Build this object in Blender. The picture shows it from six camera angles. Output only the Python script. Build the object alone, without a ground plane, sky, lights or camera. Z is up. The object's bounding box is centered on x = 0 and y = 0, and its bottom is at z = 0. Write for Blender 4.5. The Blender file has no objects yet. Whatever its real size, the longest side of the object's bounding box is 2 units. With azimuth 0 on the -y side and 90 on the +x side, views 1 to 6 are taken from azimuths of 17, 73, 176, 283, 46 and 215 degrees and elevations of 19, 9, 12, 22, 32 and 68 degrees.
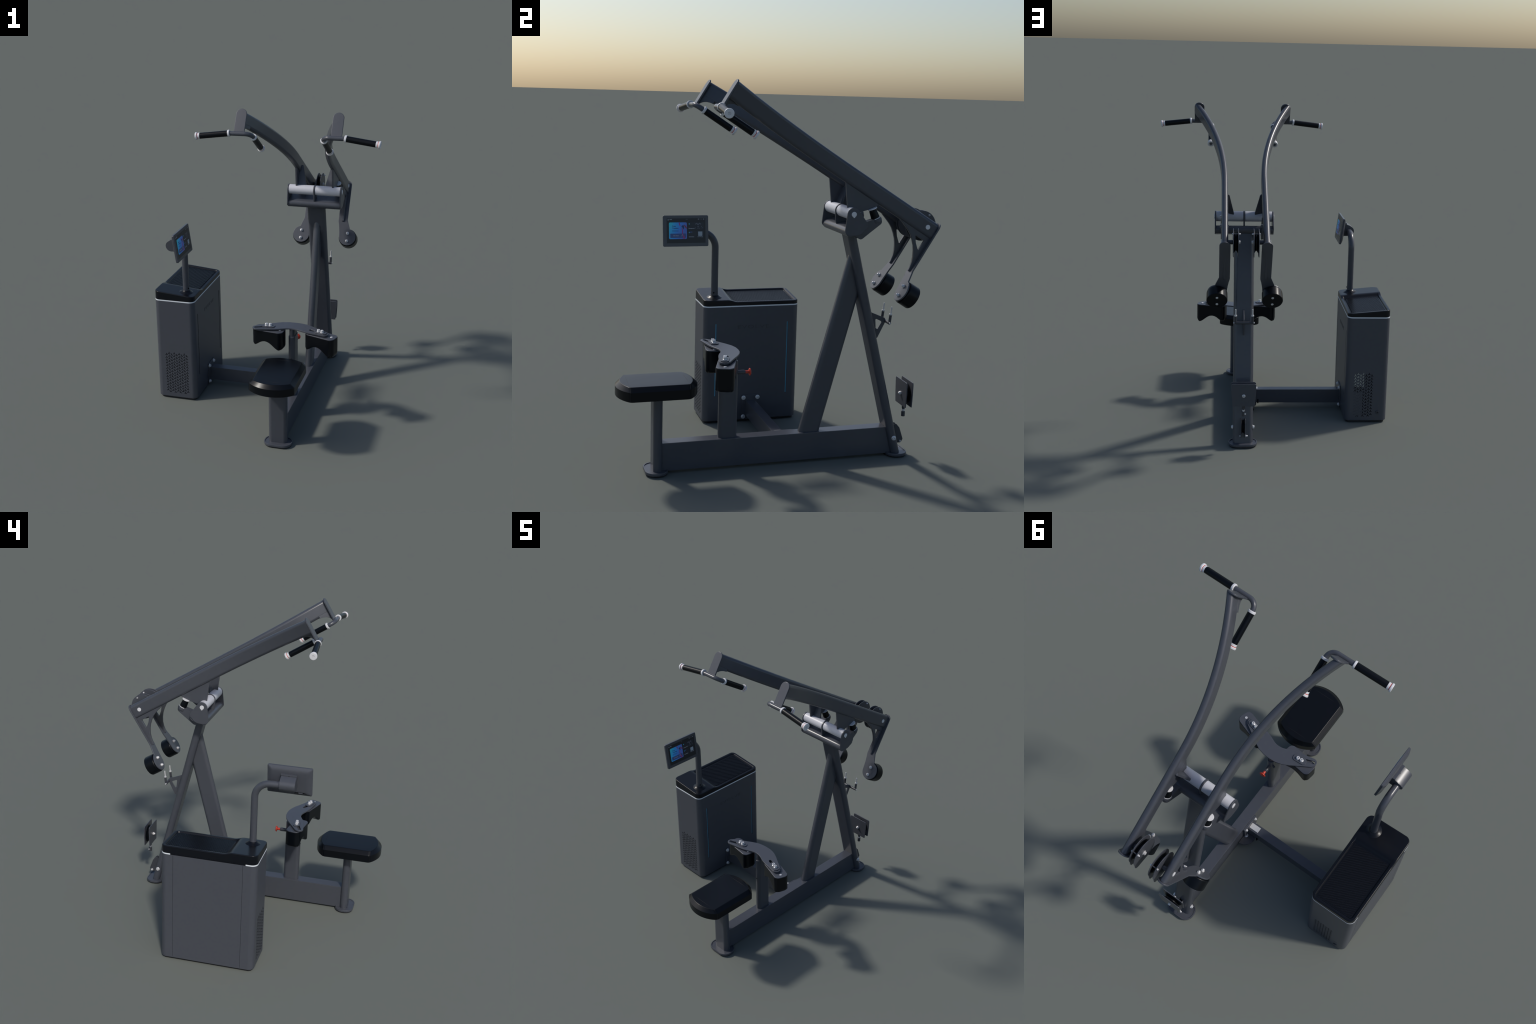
# Seated lat pull-down gym machine with a powered resistance cabinet and a touch display.
import bpy, bmesh, math
from mathutils import Vector, Matrix

CX = 0.197                      # symmetry plane of the frame
V = Vector

# ------------------------------------------------------------------ materials
def material(name, color, rough=0.45, metal=0.0, spec=0.5, var=0.10, scale=60.0,
             bump=0.0, bump_scale=900.0, coat=0.0):
    m = bpy.data.materials.new(name)
    m.use_nodes = True
    nt = m.node_tree
    b = nt.nodes["Principled BSDF"]
    b.inputs["Roughness"].default_value = rough
    b.inputs["Metallic"].default_value = metal
    b.inputs["Specular IOR Level"].default_value = spec
    b.inputs["Coat Weight"].default_value = coat
    tc = nt.nodes.new("ShaderNodeTexCoord")
    nz = nt.nodes.new("ShaderNodeTexNoise")
    nz.inputs["Scale"].default_value = scale
    nz.inputs["Detail"].default_value = 3.0
    nt.links.new(tc.outputs["Object"], nz.inputs["Vector"])
    cr = nt.nodes.new("ShaderNodeValToRGB")
    lo = tuple(c * (1 - var) for c in color) + (1,)
    hi = tuple(min(1, c * (1 + var)) for c in color) + (1,)
    cr.color_ramp.elements[0].position = 0.3
    cr.color_ramp.elements[1].position = 0.7
    cr.color_ramp.elements[0].color = lo
    cr.color_ramp.elements[1].color = hi
    nt.links.new(nz.outputs["Fac"], cr.inputs["Fac"])
    nt.links.new(cr.outputs["Color"], b.inputs["Base Color"])
    if bump > 0:
        n2 = nt.nodes.new("ShaderNodeTexNoise")
        n2.inputs["Scale"].default_value = bump_scale
        nt.links.new(tc.outputs["Object"], n2.inputs["Vector"])
        bp = nt.nodes.new("ShaderNodeBump")
        bp.inputs["Strength"].default_value = bump
        bp.inputs["Distance"].default_value = 0.001
        nt.links.new(n2.outputs["Fac"], bp.inputs["Height"])
        nt.links.new(bp.outputs["Normal"], b.inputs["Normal"])
    return m

M_FRAME = material("frame_powder_coat", (0.060, 0.065, 0.079), 0.30, var=0.03, bump=0.03)
M_PLATE = material("bracket_powder_coat", (0.060, 0.065, 0.079), 0.36, var=0.03, bump=0.03)
M_CAB = material("cabinet_shell", (0.062, 0.067, 0.082), 0.42, var=0.03, spec=0.5, bump=0.02)
M_BLACK = material("black_plastic", (0.004, 0.005, 0.008), 0.30, spec=0.30, var=0.08)
M_TRAY = material("tray_floor_plastic", (0.005, 0.006, 0.009), 0.40, spec=0.28, var=0.05)
M_VINYL = material("black_vinyl", (0.003, 0.004, 0.006), 0.29, spec=0.24, var=0.10, scale=30)
M_RUBBER = material("black_rubber", (0.003, 0.004, 0.006), 0.32, spec=0.20, var=0.08)
M_DARK = material("dark_void", (0.004, 0.004, 0.006), 0.8, var=0.0, spec=0.1)
M_ZINC = material("zinc_steel", (0.62, 0.62, 0.63), 0.30, metal=0.25, var=0.04)
M_CHROME = material("bright_metal", (0.70, 0.69, 0.67), 0.34, metal=0.35, var=0.02)
M_TUBE = material("pale_roller", (0.56, 0.56, 0.60), 0.40, var=0.02)
M_WHITE = material("pale_collar", (0.66, 0.66, 0.68), 0.38, var=0.02)
M_TRIM = material("light_trim", (0.74, 0.78, 0.82), 0.40, var=0.01)
M_RED = material("red_plastic", (0.56, 0.045, 0.022), 0.35, var=0.03)
M_CYAN = material("blue_light_strip", (0.10, 0.38, 0.55), 0.40, var=0.01)
M_VENT_DIM = material("painted_vent_dim_light", (0.075, 0.078, 0.095), 0.6, var=0.3, scale=300)  # grey tint paints the weaker light low in the rear vent
M_VENT_LIGHT = material("painted_vent_light", (0.92, 0.92, 0.80), 0.6, var=0.02)  # near-white so the shaded slots look brightly lit from inside
M_SOLE = material("rubber_sole", (0.010, 0.010, 0.012), 0.7, var=0.1)
M_STEEL_DARK = material("dark_steel", (0.045, 0.048, 0.058), 0.35, var=0.03)

# ------------------------------------------------------------------ helpers
COL = bpy.context.scene.collection
ROOT = bpy.data.objects.new("lat_pulldown_machine", None)
ROOT["label"] = "dark grey seated lat pulldown machine with cabinet and touch display"
ROOT["category"] = "gym machine"
COL.objects.link(ROOT)

def frame(o, ux, uy, uz=None):
    ux, uy = V(ux).normalized(), V(uy).normalized()
    uz = V(uz).normalized() if uz is not None else ux.cross(uy)
    m = Matrix.Identity(4)
    for i in range(3):
        m[i][0], m[i][1], m[i][2], m[i][3] = ux[i], uy[i], uz[i], o[i]
    return m

def axis_frame(o, d):
    d = V(d).normalized()
    h = V((0, 0, 1)) if abs(d.z) < 0.9 else V((1, 0, 0))
    x = h.cross(d).normalized()
    return frame(o, x, d.cross(x), d)

def finish(me, angle=35.0):
    bm = bmesh.new(); bm.from_mesh(me)
    bmesh.ops.remove_doubles(bm, verts=bm.verts, dist=1e-6)
    bmesh.ops.recalc_face_normals(bm, faces=bm.faces)
    for f in bm.faces: f.smooth = True
    ca = math.radians(angle)
    for e in bm.edges:
        if len(e.link_faces) == 2:
            e.smooth = e.calc_face_angle(0) < ca
        else:
            e.smooth = True
    bm.to_mesh(me); bm.free()
    return me

WORLD = {}
def place(o, m):
    """put an object at a world matrix, whatever its parent"""
    WORLD[o] = m.copy()
    o.matrix_basis = m

def add(name, me, mat, parent, matrix=None):
    if mat is not None and len(me.materials) == 0:
        me.materials.append(mat)
    o = bpy.data.objects.new(name, me)
    COL.objects.link(o)
    if len(me.polygons) > 5:
        w = o.modifiers.new("weighted_normal", "WEIGHTED_NORMAL"); w.keep_sharp = True; w.weight = 80
    o.parent = parent
    if parent in WORLD: o.matrix_parent_inverse = WORLD[parent].inverted()
    place(o, matrix if matrix is not None else Matrix.Identity(4))
    return o

def bm_mesh(bm, name, angle=35.0):
    me = bpy.data.meshes.new(name)
    bm.to_mesh(me); bm.free()
    return finish(me, angle)

def loft(sections, caps=True, closed=True):
    bm = bmesh.new()
    rings = [[bm.verts.new(p) for p in s] for s in sections]
    n = len(rings[0])
    for a, b in zip(rings, rings[1:]):
        for i in range(n if closed else n - 1):
            j = (i + 1) % n
            bm.faces.new((a[i], a[j], b[j], b[i]))
    if caps:
        bm.faces.new(rings[0][::-1]); bm.faces.new(rings[-1])
    return bm

def stadium(L, T, n=10):
    """racetrack outline, long axis = first coordinate"""
    r = T / 2; h = L / 2 - r; pts = []
    for i in range(n + 1):
        a = -math.pi / 2 + math.pi * i / n
        pts.append((h + r * math.cos(a), r * math.sin(a)))
    for i in range(n + 1):
        a = math.pi / 2 + math.pi * i / n
        pts.append((-h + r * math.cos(a), r * math.sin(a)))
    return pts

def rrect(w, h, r, n=6):
    pts = []
    for k, (sx, sy) in enumerate(((1, -1), (1, 1), (-1, 1), (-1, -1))):
        for i in range(n + 1):
            a = -math.pi / 2 + k * math.pi / 2 + (math.pi / 2) * i / n
            pts.append((sx * (w / 2 - r) + r * math.cos(a), sy * (h / 2 - r) + r * math.sin(a)))
    return pts

def round_poly(pts, r, n=5):
    """round the corners of a polygon (r: one radius, or one per corner)"""
    out = []; N = len(pts)
    for i in range(N):
        ri = r[i] if isinstance(r, (list, tuple)) else r
        p, a, b = V(pts[i]), V(pts[i - 1]), V(pts[(i + 1) % N])
        if ri <= 0:
            out.append(tuple(p)); continue
        da, db = (a - p), (b - p)
        la, lb = da.length, db.length
        da.normalize(); db.normalize()
        ang = da.angle(db)
        t = min(ri / math.tan(ang / 2), 0.48 * la, 0.48 * lb)
        p0, p1 = p + da * t, p + db * t
        for k in range(n + 1):
            u = k / n
            q = p0 * (1 - u) ** 2 + p * 2 * u * (1 - u) + p1 * u * u
            out.append(tuple(q))
    return out

def plate_mesh(name, outer, thick, holes=(), bevel=0.0012, angle=30):
    """flat plate centred on z=0 with rounded rims and real holes (filled 2D curve)"""
    cu = bpy.data.curves.new(name, "CURVE")
    cu.dimensions = "2D"; cu.fill_mode = "BOTH"
    for loop in [outer] + list(holes):
        sp = cu.splines.new("POLY")
        sp.points.add(len(loop) - 1)
        for p, q in zip(sp.points, loop): p.co = (q[0], q[1], 0, 1)
        sp.use_cyclic_u = True
    cu.extrude = max(thick / 2 - bevel, 1e-5)
    cu.bevel_depth = bevel; cu.bevel_resolution = 2; cu.offset = -bevel
    ob = bpy.data.objects.new(name, cu)
    COL.objects.link(ob)
    dg = bpy.context.evaluated_depsgraph_get()
    me = bpy.data.meshes.new_from_object(ob.evaluated_get(dg))
    bpy.data.objects.remove(ob); bpy.data.curves.remove(cu)
    return finish(me, angle)

def plate(name, outer, thick, matrix, mat, parent, holes=(), bevel=0.0012):
    return add(name, plate_mesh(name, outer, thick, holes, bevel), mat, parent, matrix)

def lathe_mesh(name, prof, n=32, angle=35):
    """profile (r, z) turned about z"""
    bm = bmesh.new(); rings = []
    for r, z in prof:
        if r < 1e-7: rings.append([bm.verts.new((0, 0, z))])
        else: rings.append([bm.verts.new((r * math.cos(2 * math.pi * i / n), r * math.sin(2 * math.pi * i / n), z)) for i in range(n)])
    for a, b in zip(rings, rings[1:]):
        for i in range(n):
            j = (i + 1) % n
            if len(a) == 1 and len(b) == 1: continue
            if len(a) == 1: bm.faces.new((a[0], b[j], b[i]))
            elif len(b) == 1: bm.faces.new((a[i], a[j], b[0]))
            else: bm.faces.new((a[i], a[j], b[j], b[i]))
    return bm_mesh(bm, name, angle)

def cyl_prof(r, z0, z1, b=0.0015):
    return [(0, z0), (r - b, z0), (r - 0.3 * b, z0 + 0.3 * b), (r, z0 + b), (r, z1 - b), (r - 0.3 * b, z1 - 0.3 * b), (r - b, z1), (0, z1)]

def cyl(name, p0, p1, r, mat, parent, b=0.0012, n=32):
    p0, p1 = V(p0), V(p1)
    L = (p1 - p0).length
    return add(name, lathe_mesh(name, cyl_prof(r, 0, L, min(b, r * 0.4, L * 0.4)), n), mat, parent, axis_frame(p0, p1 - p0))

def sweep(path, outline, up, caps=True):
    """sweep a 2D outline along a path; outline x along the side vector, y along up"""
    P = [V(p) for p in path]; secs = []
    for i, p in enumerate(P):
        t = (P[min(i + 1, len(P) - 1)] - P[max(i - 1, 0)]).normalized()
        s = t.cross(V(up)).normalized()
        u = s.cross(t).normalized()
        secs.append([p + s * a + u * b for a, b in outline])
    return loft(secs, caps)

def circle(r, n=24):
    return [(r * math.cos(2 * math.pi * i / n), r * math.sin(2 * math.pi * i / n)) for i in range(n)]

def fillet_path(pts, radii, n=12):
    out = [V(pts[0])]
    for i in range(1, len(pts) - 1):
        p, a, b = V(pts[i]), V(pts[i - 1]), V(pts[i + 1])
        da, db = (a - p).normalized(), (b - p).normalized()
        ang = da.angle(db)
        t = radii[i - 1] / math.tan(ang / 2)
        p0, p1 = p + da * t, p + db * t
        bis = (da + db).normalized()
        c = p + bis * (radii[i - 1] / math.sin(ang / 2))
        r0, r1 = p0 - c, p1 - c
        th = r0.angle(r1); ax = r0.cross(r1).normalized()
        for k in range(n + 1):
            out.append(c + Matrix.Rotation(th * k / n, 3, ax) @ r0)
    out.append(V(pts[-1]))
    return out

def box_mesh(name, w, d, h, b=0.002, seg=2):
    bm = bmesh.new()
    bmesh.ops.create_cube(bm, size=1)
    for v in bm.verts: v.co = (v.co.x * w, v.co.y * d, v.co.z * h)
    if b > 0:
        bmesh.ops.bevel(bm, geom=list(bm.edges), offset=b, segments=seg, profile=0.6, affect="EDGES")
    return bm_mesh(bm, name, 40)

def box(name, lo, hi, mat, parent, b=0.002):
    lo, hi = V(lo), V(hi); s = hi - lo
    return add(name, box_mesh(name, s.x, s.y, s.z, b), mat, parent, Matrix.Translation((lo + hi) / 2))

# shared bolt: flanged head with a hexagon socket
def bolt_mesh(name, r, h, flange=True):
    prof = [(0, -0.002)]
    if flange: prof += [(r * 1.35, -0.002), (r * 1.38, 0.0008), (r * 1.2, 0.0022), (r, 0.0028)]
    else: prof += [(r, -0.002)]
    prof += [(r, h - 0.0015), (r * 0.88, h), (r * 0.5, h), (r * 0.45, h - 0.0015), (r * 0.42, h * 0.45), (0, h * 0.45)]
    return lathe_mesh(name, prof, 20)
HEX_DOME = lathe_mesh("hex_nut", [(0, -0.002), (0.0105, -0.002), (0.0105, 0.0055), (0.0095, 0.0068), (0.0078, 0.0070), (0.0075, 0.0105), (0.0055, 0.0135), (0.0028, 0.0150), (0, 0.0152)], 18)
STACK_BOLT = lathe_mesh("bolt", [(0, -0.002), (0.0112, -0.002), (0.0115, 0.0010), (0.0108, 0.0030), (0.0088, 0.0042), (0.0086, 0.0070), (0.0093, 0.0078), (0.0093, 0.0125), (0.0080, 0.0140), (0.0046, 0.0140), (0.0042, 0.0120), (0.0040, 0.0080), (0, 0.0080)], 20)
BOLT_BIG = bolt_mesh("bolt", 0.0095, 0.010)
BOLT_MID = bolt_mesh("bolt", 0.0075, 0.009)
BOLT_SMALL = bolt_mesh("bolt", 0.005, 0.006, False)
SCREW_FLAT = lathe_mesh("screw", [(0, -0.002), (0.0078, -0.002), (0.0078, 0.0014), (0.0066, 0.0026), (0.0030, 0.0028), (0.0026, 0.0014), (0, 0.0014)], 20)
CAP_NUT = lathe_mesh("cap_nut", [(0, -0.002), (0.0075, -0.002), (0.0075, 0.004), (0.006, 0.0045), (0.0055, 0.009), (0.004, 0.0125), (0.0018, 0.014), (0, 0.0143)], 20)
for m in (HEX_DOME, STACK_BOLT, BOLT_BIG, BOLT_MID, BOLT_SMALL, SCREW_FLAT, CAP_NUT): m.materials.append(M_ZINC)

def bolt(me, p, d, parent, name=None):
    return add(name or me.name.split(".")[0], me, M_ZINC, parent, axis_frame(p, d))

# ------------------------------------------------------------------ base frame
beam = box("base_beam", (CX - 0.036, -0.615, 0.012), (CX + 0.036, 0.66, 0.162), M_FRAME, ROOT, 0.004)

def foot(name, cy, parent):
    o = rrect(0.174, 0.118, 0.054, 12)
    def ring(scale_in, z):
        return [(CX + x * (1 - scale_in / 0.087), cy + y * (1 - scale_in / 0.059), z) for x, y in o]
    bm = loft([ring(0.002, 0.006), ring(0, 0.008), ring(0, 0.0185), ring(0.0012, 0.0205), ring(0.004, 0.021),
               ring(0.0065, 0.0205), ring(0.0075, 0.0175), ring(0.009, 0.0172)])
    f = add(name, bm_mesh(bm, name, 40), M_FRAME, parent)
    bm = loft([ring(0.005, 0.0), ring(0.003, 0.0015), ring(0.003, 0.0065), ring(0.006, 0.0068)])
    add("rubber_sole", bm_mesh(bm, "rubber_sole"), M_SOLE, f)
    return f
foot("support_foot", -0.634, ROOT)
foot("support_foot", 0.690, ROOT)

def post_centre(z): return V((CX, 0.646 - 0.2535 * (z - 0.162), z))
# rear upright: wide flat oval tube leaning forward
oval = stadium(0.123, 0.048)
axis = (post_centre(1.0) - post_centre(0.0)).normalized()
nrm = V((1, 0, 0)).cross(axis).normalized()
secs = []
for z in (0.012, 0.5, 1.0, 1.255):
    c = post_centre(z)
    secs.append([c + V((1, 0, 0)) * a + V((0, 1, 0)) * (b / abs(axis.z)) for a, b in oval])
rear_post = add("rear_upright", bm_mesh(loft(secs), "rear_upright"), M_FRAME, ROOT)

# forward strut between the beam and the upright
oval = stadium(0.114, 0.046)
sl = 0.262
ws = math.sqrt(1 + sl * sl)
base, top = [], []
for a, b in oval:
    y0 = 0.189 + a * ws
    base.append((CX + b, y0, 0.158))
    z1 = (0.646 + 0.2535 * 0.162 - y0 + sl * 0.158) / (sl + 0.2535)
    top.append((CX + b, y0 + sl * (z1 - 0.158), z1))
add("diagonal_strut", bm_mesh(loft([base, top]), "diagonal_strut"), M_FRAME, ROOT)

for sx in (1, -1):
    bolt(BOLT_BIG, (CX + sx * 0.061, 0.664, 0.104), (sx, 0, 0), rear_post)

# cable exit pulley low in the upright
prof = round_poly([(0.640, 0.160), (0.696, 0.168), (0.716, 0.145), (0.739, 0.078), (0.728, 0.058), (0.66, 0.058)], 0.012)
yz = lambda x: frame((x, 0, 0), (0, 1, 0), (0, 0, 1))
exit_block = plate("cable_exit_bracket", prof, 0.004, yz(CX + 0.0125), M_STEEL_DARK, ROOT)
plate("cable_exit_bracket_cheek", prof, 0.004, yz(CX - 0.0125), M_STEEL_DARK, exit_block)
def pulley(name, c, ax, R, w, parent):
    h = w / 2
    prof = [(0, -h), (R * 0.3, -h), (R * 0.32, -h * 0.7), (R * 0.8, -h * 0.7), (R * 0.86, -h), (R - 0.001, -h), (R, -h * 0.85), (R * 0.80, -h * 0.2), (R * 0.80, h * 0.2),
            (R, h * 0.85), (R - 0.001, h), (R * 0.86, h), (R * 0.8, h * 0.7), (R * 0.32, h * 0.7), (R * 0.3, h), (0, h)]
    return add(name, lathe_mesh(name, prof, 40), M_RUBBER, parent, axis_frame(c, ax))
pulley("pulley_wheel", (CX, 0.672, 0.112), (1, 0, 0), 0.049, 0.019, exit_block)
bolt(CAP_NUT, (CX - 0.0145, 0.722, 0.069), (-1, 0, 0), exit_block)
bolt(BOLT_SMALL, (CX + 0.0145, 0.722, 0.069), (1, 0, 0), exit_block)

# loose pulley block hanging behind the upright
def trapezoid():
    return round_poly([(-0.0665, 0.272), (0.0665, 0.272), (0.0725, 0.345), (0.0745, 0.413), (-0.0745, 0.413), (-0.0725, 0.345)],
                      [0.004, 0.004, 0.05, 0.012, 0.012, 0.05])
pb = plate("pulley_block", trapezoid(), 0.005, frame((CX, 0.722, 0), (1, 0, 0), (0, 0, 1)), M_PLATE, ROOT)
plate("pulley_block_cheek", trapezoid(), 0.005, frame((CX, 0.757, 0), (1, 0, 0), (0, 0, 1)), M_PLATE, pb)
pulley("pulley_wheel", (CX, 0.7395, 0.338), (0, 1, 0), 0.058, 0.026, pb)
bolt(HEX_DOME, (CX, 0.7195, 0.338), (0, -1, 0), pb)
bolt(BOLT_MID, (CX, 0.7595, 0.338), (0, 1, 0), pb)
cyl("swivel_stem", (CX, 0.7395, 0.285), (CX, 0.7395, 0.246), 0.0085, M_STEEL_DARK, pb)
cyl("swivel_neck", (CX, 0.7395, 0.248), (CX, 0.7395, 0.232), 0.0065, M_ZINC, pb)
cyl("swivel_washer", (CX, 0.7395, 0.246), (CX, 0.7395, 0.241), 0.0095, M_ZINC, pb)
cyl("swivel_collar", (CX, 0.7395, 0.234), (CX, 0.7395, 0.205), 0.0105, M_STEEL_DARK, pb)
bolt(BOLT_SMALL, (CX - 0.009, 0.745, 0.220), (-1, 0.4, 0), pb)

# cable anchor on the back of the upright
tri = round_poly([(0.490, 0.812), (0.520, 0.799), (0.604, 0.764), (0.606, 0.742), (0.563, 0.655), (0.535, 0.66)], [0, 0, 0.01, 0.01, 0.004, 0])
hole = round_poly([(0.548, 0.763), (0.586, 0.745), (0.562, 0.704), (0.552, 0.71)], 0.006)
anchor = plate("cable_anchor", tri, 0.008, yz(CX), M_FRAME, ROOT, [hole])
cyl("anchor_bar", (CX - 0.058, 0.608, 0.747), (CX + 0.058, 0.608, 0.747), 0.0085, M_STEEL_DARK, anchor)
for sx in (1, -1):
    x = CX + sx * 0.051
    bolt(BOLT_SMALL, (CX + sx * 0.058, 0.608, 0.747), (sx, 0, 0), anchor)
    d = V((0, 0.11, 1)).normalized(); b0 = V((x, 0.609, 0.742))
    cyl("cable_sleeve", b0, b0 + d * 0.050, 0.0075, M_STEEL_DARK, anchor)
    cyl("cable_ferrule", b0 + d * 0.048, b0 + d * 0.056, 0.0085, M_ZINC, anchor)
    cyl("cable_end", b0 + d * 0.054, b0 + d * 0.093, 0.0045, M_ZINC, anchor)

# ------------------------------------------------------------------ seat
def end_arc(hw, y_corner, y_apex, cr, n=18):
    """curved end outline between the two corners, from +hw to -hw"""
    sag = abs(y_apex - y_corner); R = (hw * hw + sag * sag) / (2 * sag)
    s = 1 if y_apex > y_corner else -1
    cy = y_apex - s * R
    a = math.asin(hw / R)
    return [(R * math.sin(a * (1 - 2 * i / n)), cy + s * R * math.cos(a * (1 - 2 * i / n))) for i in range(n + 1)]
def seat_outline(hw, yc, sag):
    # counter-clockwise: rear end right to left, front end left to right
    ym = -0.633
    rear = end_arc(hw, ym + yc, ym + yc + sag, 0)
    front = end_arc(hw, ym - yc, ym - yc - sag, 0)[::-1]
    pts = [(p[0], p[1]) for p in rear] + [(p[0], p[1]) for p in front]
    N = len(pts); k = len(rear)
    rr = [0] * N
    for i in (0, k - 1, k, N - 1): rr[i] = 0.02
    # soften the four corners
    out = []
    for i, p in enumerate(pts):
        if rr[i]:
            a, b = V(pts[i - 1]), V(pts[(i + 1) % N]); q = V(p)
            ta = min(0.012, (a - q).length * 0.9); tb = min(0.012, (b - q).length * 0.9)
            p0 = q + (a - q).normalized() * ta; p1 = q + (b - q).normalized() * tb
            for u in (0, 0.25, 0.5, 0.75, 1):
                out.append(tuple(p0 * (1 - u) ** 2 + q * 2 * u * (1 - u) + p1 * u * u))
        else: out.append(p)
    return out
def seat_ring(hw, yc, sag, z): return [(CX + x, y, z) for x, y in seat_outline(hw, yc, sag)]
O = (0.1385, 0.150, 0.0585); T_ = (0.1145, 0.150, 0.035)
mix = lambda a, b, t: tuple(a[i] + (b[i] - a[i]) * t for i in range(3))
secs = [seat_ring(0.1355, 0.149, 0.056, 0.420), seat_ring(0.1378, 0.150, 0.058, 0.4225), seat_ring(*O, 0.426), seat_ring(*O, 0.4695)]
secs += [seat_ring(*mix(O, T_, 0.03), 0.4706), seat_ring(*mix(O, T_, 0.96), 0.4905), seat_ring(*mix(O, T_, 1.02), 0.4912),
         seat_ring(*mix(O, T_, 1.15), 0.4918), seat_ring(0.06, 0.10, 0.012, 0.4925)]
seat = add("seat_cushion", bm_mesh(loft(secs), "seat_cushion", 28), M_VINYL, ROOT)
M_SEAM = material("seam_thread", (0.004, 0.004, 0.006), 0.7, var=0.0)
for y in (-0.783, -0.483):
    s = 1 if y > -0.6 else -1
    pts = [(CX - 0.1375, y, 0.424), (CX - 0.1388, y, 0.4700), (CX - 0.1147, y, 0.4908), (CX, y, 0.4919), (CX + 0.1147, y, 0.4908), (CX + 0.1388, y, 0.4700), (CX + 0.1375, y, 0.424)]
    add("seat_seam", bm_mesh(sweep(pts, circle(0.0008, 8), (0, 1, 0)), "seat_seam"), M_SEAM, seat)
oval = stadium(0.117, 0.048)
secs = [[(CX + a, -0.630 + b, z) for a, b in oval] for z in (0.012, 0.425)]
seat_post = add("seat_post", bm_mesh(loft(secs), "seat_post"), M_FRAME, ROOT)

# ------------------------------------------------------------------ thigh hold-down
oval = stadium(0.101, 0.044)
secs = [[(CX + b * k, -0.258 + a * k, z) for a, b in oval] for z, k in ((0.158, 1), (0.566, 1), (0.570, 0.985), (0.5712, 0.95))]
tpost = add("thigh_pad_post", bm_mesh(loft(secs), "thigh_pad_post"), M_FRAME, ROOT)
oval = stadium(0.088, 0.034)
secs = [[(CX + b, -0.258 + a, z) for a, b in oval] for z in (0.56, 0.619)]
add("inner_slide_tube", bm_mesh(loft(secs), "inner_slide_tube"), M_STEEL_DARK, tpost)
for y, sgn in ((-0.2785, 1),):
    cyl("stop_pin", (CX, -0.3075, 0.420), (CX, -0.3095, 0.420), 0.004, M_DARK, tpost)
cyl("stop_peg", (CX - 0.018, -0.222, 0.515), (CX - 0.034, -0.216, 0.515), 0.0065, M_STEEL_DARK, tpost)
knob = add("adjustment_plunger", lathe_mesh("adjustment_plunger", [(0, 0), (0.0115, 0), (0.0115, 0.022), (0.0125, 0.026), (0.012, 0.038), (0.009, 0.044), (0, 0.044)]), M_STEEL_DARK, tpost,
           axis_frame((CX, -0.211, 0.505), (0, 1, 0)))
add("red_knob", lathe_mesh("red_knob", [(0, 0.042), (0.0085, 0.042), (0.0078, 0.052), (0.0082, 0.060), (0.012, 0.064), (0.0185, 0.0655), (0.0195, 0.068), (0.019, 0.0705), (0.015, 0.073), (0, 0.0745)]), M_RED, tpost,
    axis_frame((CX, -0.211, 0.505), (0, 1, 0)))

# boomerang cross plate with two adjustment slots
def half_plate():
    rear = [(0.0, -0.208), (0.04, -0.2105), (0.08, -0.221), (0.12, -0.242), (0.16, -0.267), (0.20, -0.291), (0.232, -0.3105)]
    end = []
    c, r = V((0.2165, -0.3345)), 0.0255
    for i in range(9):
        a = math.radians(57 - 155 * i / 8)
        end.append((c.x + r * math.cos(a), c.y + r * math.sin(a)))
    front = [(0.175, -0.3515), (0.14, -0.345), (0.105, -0.338), (0.075, -0.328), (0.04, -0.312), (0.02, -0.3055), (0.0, -0.3035)]
    return rear, end, front
rear, end, front = half_plate()
right = rear + end + front
left = [(-x, y) for x, y in right[::-1]][1:-1]
outline = right + left
def slot(sgn):
    d = V((0.2215 - 0.122, -0.3365 + 0.2985)).normalized(); n = V((-d.y, d.x))
    p0, p1 = V((0.122, -0.2985)), V((0.2215, -0.3365)); r = 0.0095; pts = []
    for i in range(9):
        a = math.pi / 2 + math.pi * i / 8
        pts.append(p0 + d * (r * math.cos(a)) + n * (r * math.sin(a)))
    for i in range(9):
        a = -math.pi / 2 + math.pi * i / 8
        pts.append(p1 + d * (r * math.cos(a)) + n * (r * math.sin(a)))
    return [(sgn * p.x, p.y) for p in pts]
cross = plate("thigh_cross_plate", outline, 0.009, frame((CX, 0, 0.6245), (1, 0, 0), (0, 1, 0)), M_PLATE, ROOT, [slot(1), slot(-1)])

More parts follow.
